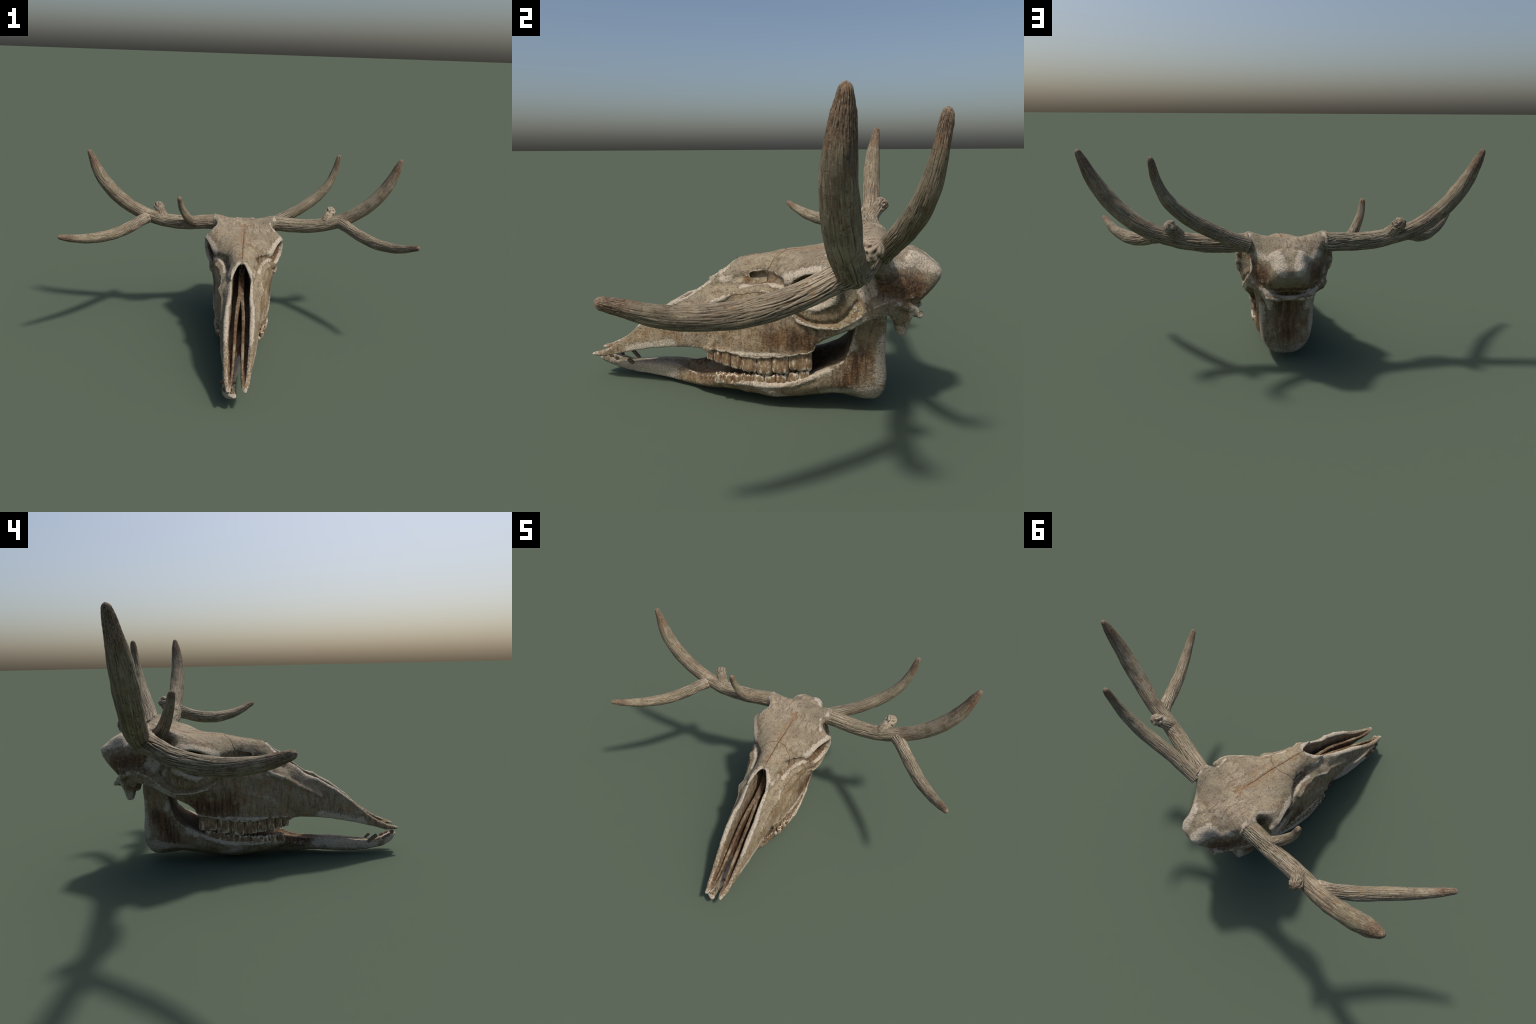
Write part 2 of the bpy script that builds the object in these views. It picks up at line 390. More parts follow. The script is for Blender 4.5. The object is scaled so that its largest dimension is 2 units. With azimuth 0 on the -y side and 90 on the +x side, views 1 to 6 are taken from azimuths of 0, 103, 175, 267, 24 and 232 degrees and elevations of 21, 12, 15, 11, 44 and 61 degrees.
MANDIBLE_BROWN = [((.07, -.24, .09), (.1, -.14, .09), .02, .05), ((.0, .45, .32), (.0, .46, .16), .05, .1), ((.14, .42, .22), (.14, .38, .14), .02, .07), ((.0, .0, .09), (.0, .3, .17), .08, .12)]

# ------------------------------------------------------------------ cranium
SUTURE_TOP = {   # (u, y): seen from above
    "midline": [(.0, -.068), (.0, -.02), (.0, .05), (.001, .13), (.003, .2), (.0015, .26), (.003, .33)],
    "midline_rear": [(.003, .47), (.001, .53), (.0, .575)],
    "frontal": [(.002, .128), (.03, .125), (.055, .112), (.075, .097), (.089, .09), (.094, .076), (.091, .064)],
    "rear": [(.002, .537), (.04, .531), (.075, .512)],
}
SUTURE_SIDE = [[(-.09, .378), (-.081, .388), (-.055, .415), (-.03, .424), (-.006, .428), (.04, .440), (.073, .447), (.1, .441), (.112, .448), (.118, .462)]]

def cranium_field(h):
    S = Field(.275, -.70, .70, .085, .69, h)
    S.y = S.y + h * .31
    # half width of the flank, W(y, z)
    W = [(-.68, .115, .044), (-.64, .125, .058), (-.64, .105, .056), (-.6, .145, .067), (-.6, .115, .064), (-.52, .195, .074), (-.52, .14, .076), (-.44, .26, .077), (-.44, .2, .088), (-.44, .16, .09),
         (-.36, .325, .080), (-.36, .26, .093), (-.36, .19, .10), (-.29, .36, .078), (-.29, .28, .1), (-.29, .2, .106),
         (-.22, .40, .068), (-.22, .36, .088), (-.22, .3, .107), (-.22, .22, .112), (-.18, .43, .066), (-.18, .37, .096),
         (-.144, .461, .060), (-.121, .442, .08), (-.102, .469, .076), (-.125, .393, .119), (-.081, .388, .114), (-.049, .498, .067),
         (-.15, .32, .12), (-.15, .26, .118), (-.088, .28, .138), (-.097, .25, .136), (-.156, .2, .112), (-.128, .208, .128),
         (-.055, .415, .117), (-.006, .428, .131), (.073, .448, .158), (.105, .441, .163), (-.04, .436, .104), (-.015, .449, .097), (.018, .465, .099), (.053, .473, .109), (.091, .478, .134),
         (.005, .485, .081), (.04, .492, .086), (.07, .503, .091), (.07, .525, .085), (0, .52, .066),
         (0, .36, .138), (0, .3, .15), (0, .23, .158), (-.05, .23, .152), (-.05, .33, .135), (0, .2, .158), (.06, .2, .166), (.14, .214, .17), (.2, .24, .172), (.25, .235, .165),
         (.1, .39, .160), (.1, .33, .164), (.1, .26, .167), (.18, .35, .183), (.2, .30, .180), (.25, .3, .182),
         (.15, .44, .178), (.15, .41, .178), (.2, .40, .200), (.25, .375, .208), (.3, .345, .206), (.3, .31, .192), (.35, .35, .207), (.4, .385, .203), (.45, .412, .196), (.475, .432, .190), (.505, .44, .177), (.545, .447, .150), (.58, .44, .118), (.6, .42, .095),
         (.149, .471, .157), (.2, .435, .197), (.25, .42, .211), (.29, .42, .221), (.33, .445, .236), (.346, .489, .242), (.338, .53, .238),
         (.157, .503, .163), (.2, .525, .19), (.24, .54, .212), (.3, .558, .232), (.29, .597, .2), (.24, .575, .178), (.2, .552, .16), (.13, .53, .118), (.15, .52, .145),
         (.385, .56, .168), (.385, .53, .168), (.4, .5, .172), (.385, .47, .192), (.385, .43, .205), (.41, .44, .184), (.45, .47, .168), (.47, .5, .165), (.5, .5, .166), (.5, .47, .167), (.5, .54, .170), (.47, .55, .172),
         (.36, .6, .178), (.36, .63, .166), (.42, .64, .195), (.42, .6, .19), (.48, .6, .175), (.52, .57, .145), (.55, .5, .148), (.55, .55, .124), (.6, .5, .106), (.6, .55, .082), (.65, .53, .072), (.68, .53, .05), (.62, .44, .10)]
    Wf = tps(W, S.y, S.z)
    A, B = np.meshgrid(S.y, S.z, indexing="ij")
    def crease(line, amp, sig):
        return amp * np.exp(-(poly_dist(A, B, line) / sig) ** 2)
    Wf += crease([(.405, .44), (.375, .40), (.342, .374), (.29, .366), (.255, .367), (.199, .386), (.17, .40)], -.010, .008)
    Wf += crease([(.42, .395), (.35, .352), (.28, .35), (.21, .362)], .007, .009)
    Wf += crease([(.15, .395), (.2, .355), (.26, .33)], -.004, .012)
    Wf += crease([(-.09, .285), (-.1, .25), (-.135, .215)], .005, .012)          # front edge of the cheek
    Wf += crease([(.585, .45), (.5, .446), (.45, .425), (.41, .395)], .006, .008)  # crest above the ear
    Wf += crease([(-.13, .435), (-.09, .452), (-.06, .463), (-.02, .475)], -.010, .015)             # hollow beside the nasal bones
    Wf += crease([(-.3, .295), (-.2, .345), (-.135, .388), (-.085, .402), (-.05, .428), (.0, .441), (.073, .458), (.1, .453)], .008, .009)
    Wf += crease([(-.2, .31), (-.12, .36), (-.05, .40), (.0, .415), (.073, .43), (.12, .425)], -.004, .014)
    Wf += crease([(.03, .33), (-.05, .30), (-.1, .26)], .004, .012)
    Wf += crease([(-.23, .2), (-.4, .165)], -.004, .015)
    Wf += crease([(.165, .465), (.21, .425), (.28, .413), (.335, .445), (.352, .49)], .006, .009)  # orbit rim
    # alveolar lip with scallops over the teeth
    gy = np.array([-.16, -.128, -.05, 0, .06, .14, .2, .25]); gz = np.array([.2, .209, .211, .202, .203, .216, .228, .238])
    gum = np.interp(S.y, gy, gz) - .004 * np.abs(np.sin((S.y + .153) / .0455 * math.pi))
    on = ((S.y > -.165) & (S.y < .262))[:, None]
    Wf += np.where(on, .006 * np.exp(-((B - gum[:, None] - .008) / .008) ** 2), 0)
    Wf -= np.where(on, .004 * (np.abs(np.cos((A + .153) / .0455 * math.pi)) ** 6) * np.exp(-((B - gum[:, None] - .012) / .018) ** 2), 0)
    gyv, gzv = np.gradient(Wf, h)
    norm = np.sqrt(1 + np.minimum(gyv ** 2 + gzv ** 2, 9.0))
    # roof T(y, u)
    T = []
    def row(y, *uz):
        for u, z in uz:
            T.append((y, u, z))
            if u > 0: T.append((y, -u, z))
    row(-.69, (0, .108), (.045, .108)); row(-.66, (0, .12), (.06, .12)); row(-.62, (0, .134), (.06, .134)); row(-.58, (0, .152), (.07, .152))
    row(-.5, (0, .208), (.07, .208)); row(-.44, (0, .262), (.07, .262)); row(-.41, (0, .288), (.07, .288)); row(-.37, (0, .318), (.075, .318)); row(-.33, (0, .339), (.075, .339)); row(-.29, (0, .362), (.075, .362)); row(-.265, (0, .379), (.075, .378))
    row(-.24, (0, .392), (.07, .387)); row(-.2, (0, .43), (.065, .42)); row(-.163, (0, .46), (.06, .446)); row(-.144, (0, .475), (.055, .462)); row(-.1, (0, .506), (.04, .498), (.06, .485))
    row(-.065, (0, .529), (.03, .525), (.055, .505)); row(0, (0, .547), (.04, .541), (.06, .523), (.08, .49))
    row(.07, (0, .560), (.05, .553), (.075, .538), (.093, .517)); row(.13, (0, .573), (.06, .567), (.1, .546), (.15, .515)); row(.2, (0, .579), (.08, .577), (.14, .556), (.185, .535))
    row(.26, (0, .583), (.1, .586), (.16, .581), (.2, .568), (.225, .552)); row(.3, (0, .590), (.1, .596), (.16, .601), (.195, .595), (.23, .562)); row(.36, (0, .604), (.1, .613), (.17, .626))
    row(.42, (0, .622), (.06, .626), (.1, .634), (.15, .645), (.185, .656), (.22, .648)); row(.45, (0, .627), (.06, .629), (.1, .635)); row(.47, (0, .624), (.06, .625), (.1, .628), (.15, .634), (.18, .634)); row(.51, (0, .612), (.06, .607), (.1, .600)); row(.537, (0, .601), (.05, .593), (.09, .578), (.13, .565))
    row(.575, (0, .594), (.045, .597), (.075, .588), (.11, .552)); row(.63, (0, .567), (.045, .573), (.075, .556)); row(.68, (0, .530), (.05, .532))
    Tf = tps(T, S.y, S.u)
    UU = S.u[None, :]; YY = S.y[:, None]
    for line, amp, sig in ((SUTURE_TOP["midline"], -.0035, .003), (SUTURE_TOP["frontal"], -.004, .003), (SUTURE_TOP["rear"], -.002, .003)):
        Tf += amp * np.exp(-(poly_dist(np.broadcast_to(UU, Tf.shape), np.broadcast_to(YY, Tf.shape), line) / sig) ** 2)
    # underside B(y, u)
    Bo = [(-.7, .112), (-.66, .108), (-.62, .106), (-.58, .120), (-.53, .136), (-.48, .152), (-.43, .166), (-.34, .185), (-.27, .195), (-.2, .201), (-.172, .196), (-.155, .190), (-.14, .200), (-.05, .209), (0, .2), (.06, .201), (.14, .214), (.2, .226), (.245, .236),
          (.262, .25), (.269, .271), (.295, .297), (.342, .324), (.389, .347), (.441, .380), (.476, .395), (.511, .395), (.56, .392), (.6, .405), (.613, .425), (.636, .446), (.66, .47), (.678, .495), (.688, .525), (.7, .55)]
    Bf = lerp_table(S.y, Bo)[:, None] + 0 * UU
    inner = lerp_table(S.y, [(-.2, 0), (-.1, .005), (.2, .008), (.27, .04), (.33, .04), (.42, .0), (.7, 0)])
    Bf = Bf + inner[:, None] / (1 + np.exp((UU - .125) / .006))
    U = S.u[:, None, None].astype(F); Z = S.z[None, None, :].astype(F)
    f = (U - Wf[None].astype(F)) / norm[None].astype(F)
    top = (Z - Tf.T[:, :, None].astype(F)) * F(.9)
    bot = (Bf.T[:, :, None].astype(F) - Z) * F(.85)
    S.f = smax(smax(f, top, F(.014)), bot, lerp_table(S.y, [(.5, .008), (.58, .012), (.63, .045), (.7, .05)])[None, :, None].astype(F))
    # front end of the snout
    S.f = smax(S.f, (F(-.688) - S.y[None, :, None]).astype(F) + 0 * S.f, F(.01))
    # antler pedicles
    S.capsule((.165, .444, .604), (.198, .443, .606), .036, .040, .03)
    # bony lip and condyles at the back, ear process, pointed processes
    S.chain([(.0, .594, .374, .012), (.05, .601, .376, .013), (.096, .604, .393, .014), (.126, .578, .416, .011), (.156, .538, .434, .011), (.176, .495, .436, .010)], .012)
    S.capsule((.06, .616, .380), (.1, .612, .382), .012, .01, .01)
    for y0, y1 in ((.53, .548), (.552, .555), (.574, .560)):
        [S.capsule((ua, y0, .385), (.085, y1, .316), .015, .007, .012) for ua in (.07, .092, .114)]
    S.capsule((.15, .515, .42), (.13, .525, .385), .02, .012, .012)
    S.ellipsoid((.0, .628, .403), (.125, .029, .019), 0, .012, True)
    S.ellipsoid((.085, .6, .36), (.02, .012, .02), 0, .01, True)
    S.chain([(.05, -.10, .484, .009), (.05, -.145, .463, .009), (.046, -.166, .459, .004)], .008)
    S.chain([(.063, -.258, .372, .006), (.067, -.285, .360, .011), (.069, -.36, .312, .012), (.068, -.44, .252, .011), (.061, -.53, .175, .010), (.052, -.62, .121, .009), (.044, -.672, .110, .007)], .008)
    S.capsule((.104, -.15, .20), (.118, -.128, .202), .011, .012, .012)
    # eye socket
    S.ellipsoid((.235, .252, .478), (.13, .092, .053), math.radians(22), .012, True)
    S.ellipsoid((.105, .312, .478), (.092, .078, .058), math.radians(15), .015, True)
    S.chain([(.222, .315, .552, .010), (.232, .342, .53, .011), (.236, .352, .49, .010)], .012)
    # gap between brow and braincase behind the socket
    S.ellipsoid((.25, .42, .532), (.06, .036, .05), 0, .02, True)
    # slit in front of the socket
    S.chain([(.102, -.07, .455, .008), (.098, -.02, .471, .015), (.096, .02, .482, .022), (.101, .06, .490, .024), (.118, .095, .493, .017), (.15, .14, .488, .013)], .012, True)
    S.chain([(.06, .02, .487, .014), (.07, .06, .49, .014)], .008, True)
    # nasal cavity
    sl = (slice(0, int(.09 / h)), slice(0, int(.80 / h)), slice(None))
    Un, Yn, Zn = S.u[sl[0]][:, None, None].astype(F), S.y[sl[1]], S.z[None, None, :].astype(F)
    wi = lerp_table(Yn, [(-.7, .034), (-.65, .036), (-.62, .043), (-.55, .046), (-.48, .051), (-.43, .054), (-.3, .053), (-.236, .048), (-.144, .052), (-.065, .05), (0, .045), (.09, .02), (.1, 0)])
    uo = lerp_table(Yn, [(-.7, .09), (-.2, .09), (-.144, .052), (-.12, .043), (-.1, .033), (-.08, .022), (-.066, .011), (-.062, -.03), (.1, -.1)])
    zf = lerp_table(Yn, [(-.7, .13), (-.645, .122), (-.62, .118), (-.55, .14), (-.45, .175), (-.3, .21), (-.1, .25), (.1, .35)])
    roof = Tf[sl[1], sl[0]].T[:, :, None] - .012
    c3 = lambda a: a[None, :, None].astype(F)
    inside = smax(Un - c3(wi), c3(zf) - Zn, F(.012))
    closed = np.maximum(inside, (Zn - roof).astype(F))
    opened = np.maximum(inside, smax(Un - c3(uo), (Zn * 0 + c3(Yn) * 0 - 1).astype(F), F(.01)))
    cav = np.minimum(closed, opened)
    S.f[sl] = smax(S.f[sl], -cav, F(.007))
    # twin blades on the cavity floor, merging into one septum at the back
    ub = lerp_table(Yn, [(-.7, .036), (-.65, .034), (-.63, .030), (-.57, .024), (-.45, .0215), (-.33, .0205), (-.27, .018), (-.2, .012), (-.15, .006), (.1, .003)])
    zt = lerp_table(Yn, [(-.7, .10), (-.63, .117), (-.57, .147), (-.5, .190), (-.445, .222), (-.385, .256), (-.33, .291), (-.27, .325), (-.19, .357), (-.1, .40), (0, .46), (.1, .5)])
    th = lerp_table(Yn, [(-.7, .0065), (-.5, .0075), (-.3, .0092), (-.1, .012)])
    zb = lerp_table(Yn, Bo) + .006
    blade = smax(smax(np.abs(Un - c3(ub)) - c3(th), Zn - c3(zt), F(.008)), c3(zb) - Zn, F(.004))
    blade = np.maximum(blade, c3(Yn) - F(.08))
    S.f[sl] = smin(S.f[sl], blade, F(.006))
    # open cleft between the two snout tips, and a deep slot between the blades
    gap = lerp_table(Yn, [(-.7, .034), (-.66, .028), (-.63, .0225), (-.57, .017), (-.5, .014), (-.46, .012), (-.43, .002), (-.425, -.02), (.1, -.05)])
    S.f[sl] = smax(S.f[sl], c3(gap) - Un, F(.004)) if True else S.f[sl]
    slot = lerp_table(Yn, [(-.44, .012), (-.33, .011), (-.27, .007), (-.22, .001), (-.2, -.02), (.1, -.05)])
    S.f[sl] = smax(S.f[sl], np.minimum(c3(slot) - Un, Zn - c3(zb) - F(.006)), F(.004))
    return S

JAW_BEND = [(-.7, -.012), (-.67, -.014), (-.645, -.030), (-.6, -.043), (-.45, -.043), (-.38, -.036), (-.32, -.026), (-.26, -.012), (-.2, -.005), (-.14, 0), (.6, 0)]   # front of the jaw is warped to one side

JAW_TWIST = [(-.7, 0), (-.48, 0), (-.4, .04), (-.3, .13), (-.22, .18), (-.15, .12), (-.1, .06), (0, 0), (.6, 0)]

def mandible_field(h):
    S = Field(.19, -.70, .53, -.012, .40, h)
    W = [(-.685, .072, .008), (-.67, .072, .016), (-.645, .075, .026), (-.645, .05, .024), (-.6, .06, .031), (-.57, .02, .026), (-.57, .06, .033), (-.45, .02, .030), (-.45, .07, .037), (-.36, .02, .04), (-.36, .075, .047), (-.31, .03, .046), (-.31, .08, .046),
         (-.25, .02, .040), (-.25, .06, .062), (-.25, .09, .050), (-.28, .05, .052), (-.225, .06, .074), (-.225, .03, .052), (-.2, .01, .025), (-.2, .03, .056), (-.2, .06, .086), (-.2, .09, .075), (-.15, .01, .03), (-.15, .03, .056), (-.15, .06, .098), (-.15, .09, .104), (-.08, .01, .02), (-.08, .03, .055), (-.08, .06, .115), (-.08, .1, .130),
         (0, 0, .015), (0, .03, .078), (0, .05, .122), (0, .075, .143), (0, .1, .152), (.1, 0, .03), (.1, .03, .098), (.1, .05, .135), (.1, .08, .153), (.1, .1, .157),
         (.18, .005, .03), (.18, .03, .075), (.18, .06, .128), (.18, .09, .15), (.18, .13, .156), (.25, .03, .045), (.25, .06, .106), (.25, .09, .14), (.25, .15, .154), (.34, .04, .035), (.34, .07, .098), (.34, .1, .13), (.34, .17, .147),
         (.43, .03, .045), (.43, .07, .102), (.43, .11, .124), (.43, .15, .133), (.43, .236, .141), (.43, .3, .148), (.43, .36, .16), (.5, .06, .07), (.5, .1, .102), (.5, .15, .120), (.5, .2, .127), (.5, .3, .130), (.5, .37, .136), (.36, .12, .14), (.36, .2, .146), (.38, .3, .15)]
    Wf = tps(W, S.y, S.z)
    A, B = np.meshgrid(S.y, S.z, indexing="ij")
    Wf += -.007 * np.exp(-(poly_dist(A, B, [(.44, .32), (.43, .22), (.41, .15)]) / .03) ** 2)
    Wf += .006 * np.exp(-(poly_dist(A, B, [(-.12, .092), (-.02, .095), (.1, .097), (.18, .11), (.25, .145)]) / .01) ** 2)
    Wf -= .008 * np.exp(-(poly_dist(A, B, [(-.27, .06), (-.2, .085), (-.14, .1)]) / .02) ** 2)
    gy, gz = np.gradient(Wf, h)
    norm = np.sqrt(1 + np.minimum(gy ** 2 + gz ** 2, 9))
    R = lerp_table(S.y, [(-.69, .078), (-.67, .083), (-.655, .087), (-.64, .085), (-.6, .068), (-.55, .057), (-.5, .063), (-.44, .070), (-.36, .076), (-.26, .080), (-.2, .086), (-.12, .100), (-.02, .107), (.1, .112), (.15, .118), (.2, .135), (.27, .162), (.325, .19), (.36, .22), (.38, .275), (.388, .32), (.396, .38), (.53, .39)])
    Bm = lerp_table(S.y, [(-.69, .088), (-.675, .068), (-.655, .053), (-.63, .041), (-.6, .031), (-.578, .026), (-.52, .015), (-.44, .013), (-.36, .017), (-.3, .017), (-.25, .010), (-.2, .006), (-.1, .002), (0, 0), (.1, 0), (.2, .009), (.3, .019), (.43, .028), (.468, .034), (.488, .055), (.502, .09), (.509, .13), (.513, .17), (.517, .25), (.53, .42)])
    U = S.u[:, None, None].astype(F); Z = S.z[None, None, :].astype(F); c3 = lambda a: a[None, :, None].astype(F)
    f = (U - Wf[None].astype(F)) / norm[None].astype(F)
    gR = np.sqrt(1 + np.gradient(R, h) ** 2); gB = np.sqrt(1 + np.gradient(Bm, h) ** 2)
    S.f = smax(smax(f, (Z - c3(R)) / c3(gR), F(.012)), (c3(Bm) - Z) / c3(gB), F(.016))
    S.f = smax(S.f, (c3(S.y) - (F(.510) - F(.012) * np.clip((Z - F(.14)) / F(.1), 0, 1))) + 0 * S.f, F(.014))
    S.ellipsoid((0, .535, .30), (.10, .032, .15), 0, .03, True)
    S.chain([(0, .510, .146, .004), (.06, .510, .148, .004), (.09, .508, .152, .002)], .004, True)
    # trough between the tooth rows and rami
    ui = lerp_table(S.y, [(-.7, -.05), (-.42, -.02), (-.36, .0), (-.27, .03), (-.2, .062), (-.12, .09), (.1, .105), (.3, .1), (.45, .09)])
    fl = lerp_table(S.y, [(-.7, .2), (-.36, .07), (-.2, .068), (.0, .088), (.12, .098), (.2, .122), (.25, .14), (.3, .168), (.34, .205), (.365, .255), (.385, .325), (.4, .40)])
    S.f = smax(S.f, -smax(U - c3(ui), c3(fl) - Z + (U / F(.1)) ** 2 * F(.012), F(.03)), F(.012))
    # hollow between the rami, seen from behind
    return S

def bone_mesh(name, S, mat, parent, amp, seed, bend=None):
    v, q = S.mesh()
    v = relax(v, q, 2, .5)
    n = vnormals(v, q)
    d = amp * (fbm(v, 22, 2, seed) * 1.0 + fbm(v, 90, 2, seed + 9) * .45)
    v = v + n * d[:, None]
    if bend:
        v[:, 2] -= lerp_table(v[:, 1], JAW_TWIST) * v[:, 0]
        v[:, 1] += .05 * v[:, 0]
        v[:, 0] += lerp_table(v[:, 1], bend)
    used = np.unique(q)
    remap = np.full(len(v), -1); remap[used] = np.arange(len(used))
    o = make_mesh(name, v[used], remap[q], mat, parent)
    o.location.x = X0
    return o

# ------------------------------------------------------------------ swept pieces
def spline(C, n):
    C = np.asarray(C, float); k = len(C)
    P = np.vstack([2 * C[0] - C[1], C, 2 * C[-1] - C[-2]])
    t = np.linspace(0, k - 1 - 1e-9, n); i = t.astype(int); f = (t - i)[:, None]
    a, b, c, d = P[i], P[i + 1], P[i + 2], P[i + 3]
    return .5 * (2 * b + (c - a) * f + (2 * a - 5 * b + 4 * c - d) * f ** 2 + (3 * b - a - 3 * c + d) * f ** 3)

def sweep_frames(S):
    tan = np.gradient(S, axis=0); tan /= np.linalg.norm(tan, axis=1)[:, None]
    ref = np.array([0, 1, 0.]) if abs(tan[0][1]) < .9 else np.array([1., 0, 0])
    nn = ref - tan[0] * (ref @ tan[0]); nn /= np.linalg.norm(nn)
    N = [nn]
    for k in range(1, len(S)):
        nn = N[-1] - tan[k] * (N[-1] @ tan[k]); N.append(nn / np.linalg.norm(nn))
    N = np.array(N)
    return tan, N, np.cross(tan, N)

def swept_antler(name, ctrl, radii, mat, parent, seed, groove=.0022, step=.0035, around=150, blunt=.5, burr=0.0):
    """grooved shaft: rest shape is straight (so the grain runs along it), key 'grown' bends it."""
    C = spline(ctrl, 400)
    s = np.r_[0, np.cumsum(np.linalg.norm(np.diff(C, axis=0), axis=1))]
    L = s[-1]
    n = int(L / step) + 2
    t = np.linspace(0, 1, n)
    S = np.stack([np.interp(t * L, s, C[:, i]) for i in range(3)], 1)
    R = lerp_table(t, radii)
    k = np.ones(5) / 5
    Rp = np.convolve(np.r_[[R[0]] * 2, R, [R[-1]] * 2], k, "valid")
    R = np.where(t > .98, R, Rp)
    re = R[-1]                                    # rounded end
    ends = (1 - t) * L
    cap = re * (1 + blunt)
    R = np.where(ends < cap, R * np.sqrt(np.clip(1 - (1 - ends / cap) ** 2, 0.02, 1)), R)
    th = np.linspace(0, 2 * math.pi, around, endpoint=False)
    nz = noise.noise
    rad = np.zeros((n, around))
    rmean = float(R.max())
    for i in range(n):
        z = t[i] * L
        tipw = min(1, max(0, (t[i] - (.8 if burr == 0 else .45)) / .15))
        gam = groove * (1 - .65 * min(1, max(0, (t[i] - .1) / .6)))
        twist = 1.3 * z
        for j in range(around):
            a = th[j] + twist
            ca, sa = math.cos(a), math.sin(a)
            g1 = nz((ca * 3.1 + seed, sa * 3.1, z * 5.0)) + .35 * nz((ca * 6 + seed, sa * 6, z * 16))
            g2 = nz((ca * 7.5, sa * 7.5 + seed, z * 17))
            lump = nz((ca * 1.3, sa * 1.3, z * 16 + seed))
            rough = nz((ca * (7 if burr == 0 else 2.5), sa * (7 if burr == 0 else 2.5), z * (110 if burr == 0 else 70) + seed)) * tipw
            rad[i, j] = -gam * (1.0 - min(1, abs(g1) * 4.5)) * max(0, .75 + 1.3 * lump) - gam * .7 * (1 - min(1, abs(g2) * 3.8)) * max(0, .6 - 1.5 * lump) + .0024 * lump + (.0012 + burr) * rough
    RR = np.maximum(R[:, None] + (rad + groove * .5) * np.minimum(1, R[:, None] / .012), .0006)
    tan, N, Bn = sweep_frames(S)
    ct, st = np.cos(th), np.sin(th)
    bent = S[:, None, :] + RR[..., None] * (ct[None, :, None] * N[:, None, :] + st[None, :, None] * Bn[:, None, :])
    rest = np.stack([RR * ct, RR * st, np.broadcast_to((t * L)[:, None], RR.shape)], -1)
    faces = []
    for i in range(n - 1):
        for j in range(around):
            b = (j + 1) % around
            faces.append((i * around + j, i * around + b, (i + 1) * around + b, (i + 1) * around + j))
    m = n * around
    faces.append(tuple(range(around - 1, -1, -1))); faces.append(tuple((n - 1) * around + j for j in range(around)))
    o = make_mesh(name, rest.reshape(-1, 3), faces, mat, parent)
    o.shape_key_add(name="rest")
    key = o.shape_key_add(name="grown")
    key.data.foreach_set("co", bent.reshape(-1, 3).astype(F).ravel())
    key.value = 1.0
    return o

BEAM_R = [(0, .0455), (.03, .0445), (.07, .0435), (.15, .0432), (.3, .0415), (.45, .0382), (.6, .0395), (.75, .039), (.84, .034), (.9, .027), (.95, .0205), (.985, .0125), (1, .0095)]
FWD_R = [(0, .038), (.06, .034), (.12, .0318), (.4, .0322), (.6, .029), (.78, .0232), (.88, .0190), (.96, .0135), (1, .010)]
REAR_R = [(0, .034), (.1, .0325), (.5, .0322), (.7, .0268), (.85, .0195), (.95, .0150), (1, .009)]
SMALL_R = [(0, .040), (.1, .032), (.25, .0265), (.4, .0235), (.6, .0208), (.8, .0172), (.95, .0135), (1, .0105)]
KNOB_R = [(0, .036), (.35, .029), (.8, .028), (1, .025)]
RIGHT_BEAM = [[.2, .443, .605], [.38, .424, .600], [.535, .41, .619], [.684, .411, .673], [.808, .404, .767], [.905, .403, .895], [.969, .4185, .1 + .946]]
RIGHT_FWD = [[.63, .395, .636], [.732, .281, .593], [.826, .165, .579], [.918, .052, .598], [.995, -.06, .647]]
LEFT_FWD = [[-.602, .392, .634], [-.706, .278, .592], [-.802, .160, .582], [-.902, .046, .602], [-.997, -.066, .648]]
RIGHT_REAR = [[.2, .478, .603], [.34, .510, .668], [.45, .549, .735], [.541, .582, .818], [.590, .603, .914], [.616, .616, 1.028]]
RIGHT_KNOB = [[.53, .41, .63], [.556, .448, .678], [.579, .478, .712]]
LEFT_SMALL = [[-.287, .43, .6], [-.329, .372, .635], [-.367, .337, .711], [-.383, .313, .796]]

def antler_rim(name, c, sg, r, mat, parent, seed):
    """rough raised ring where the beam sits on the skull."""
    n, m = 96, 14
    v, f = [], []
    for i in range(n):
        a = 2 * math.pi * i / n
        ca, sa = math.cos(a), math.sin(a)
        for j in range(m):
            b = 2 * math.pi * j / m
            bump = 1 + .55 * noise.noise((ca * 5 + seed, sa * 5, math.cos(b))) + .35 * noise.noise((ca * 14, sa * 14 + seed, math.sin(b) * 2))
            t = .0058 * bump
            rr = r + t * math.cos(b)
            v.append((c[0] + sg * (t * 1.1 * math.sin(b)) + .0015 * noise.noise((ca * 3, sa * 3, seed)), c[1] + rr * ca, c[2] + rr * sa))
    for i in range(n):
        for j in range(m):
            i2, j2 = (i + 1) % n, (j + 1) % m
            q = (i * m + j, i2 * m + j, i2 * m + j2, i * m + j2)
            f.append(q if sg > 0 else q[::-1])
    return make_mesh(name, v, f, mat, parent)

def mirrored(c, x0):
    return [[2 * x0 - p[0], p[1], p[2]] for p in c]

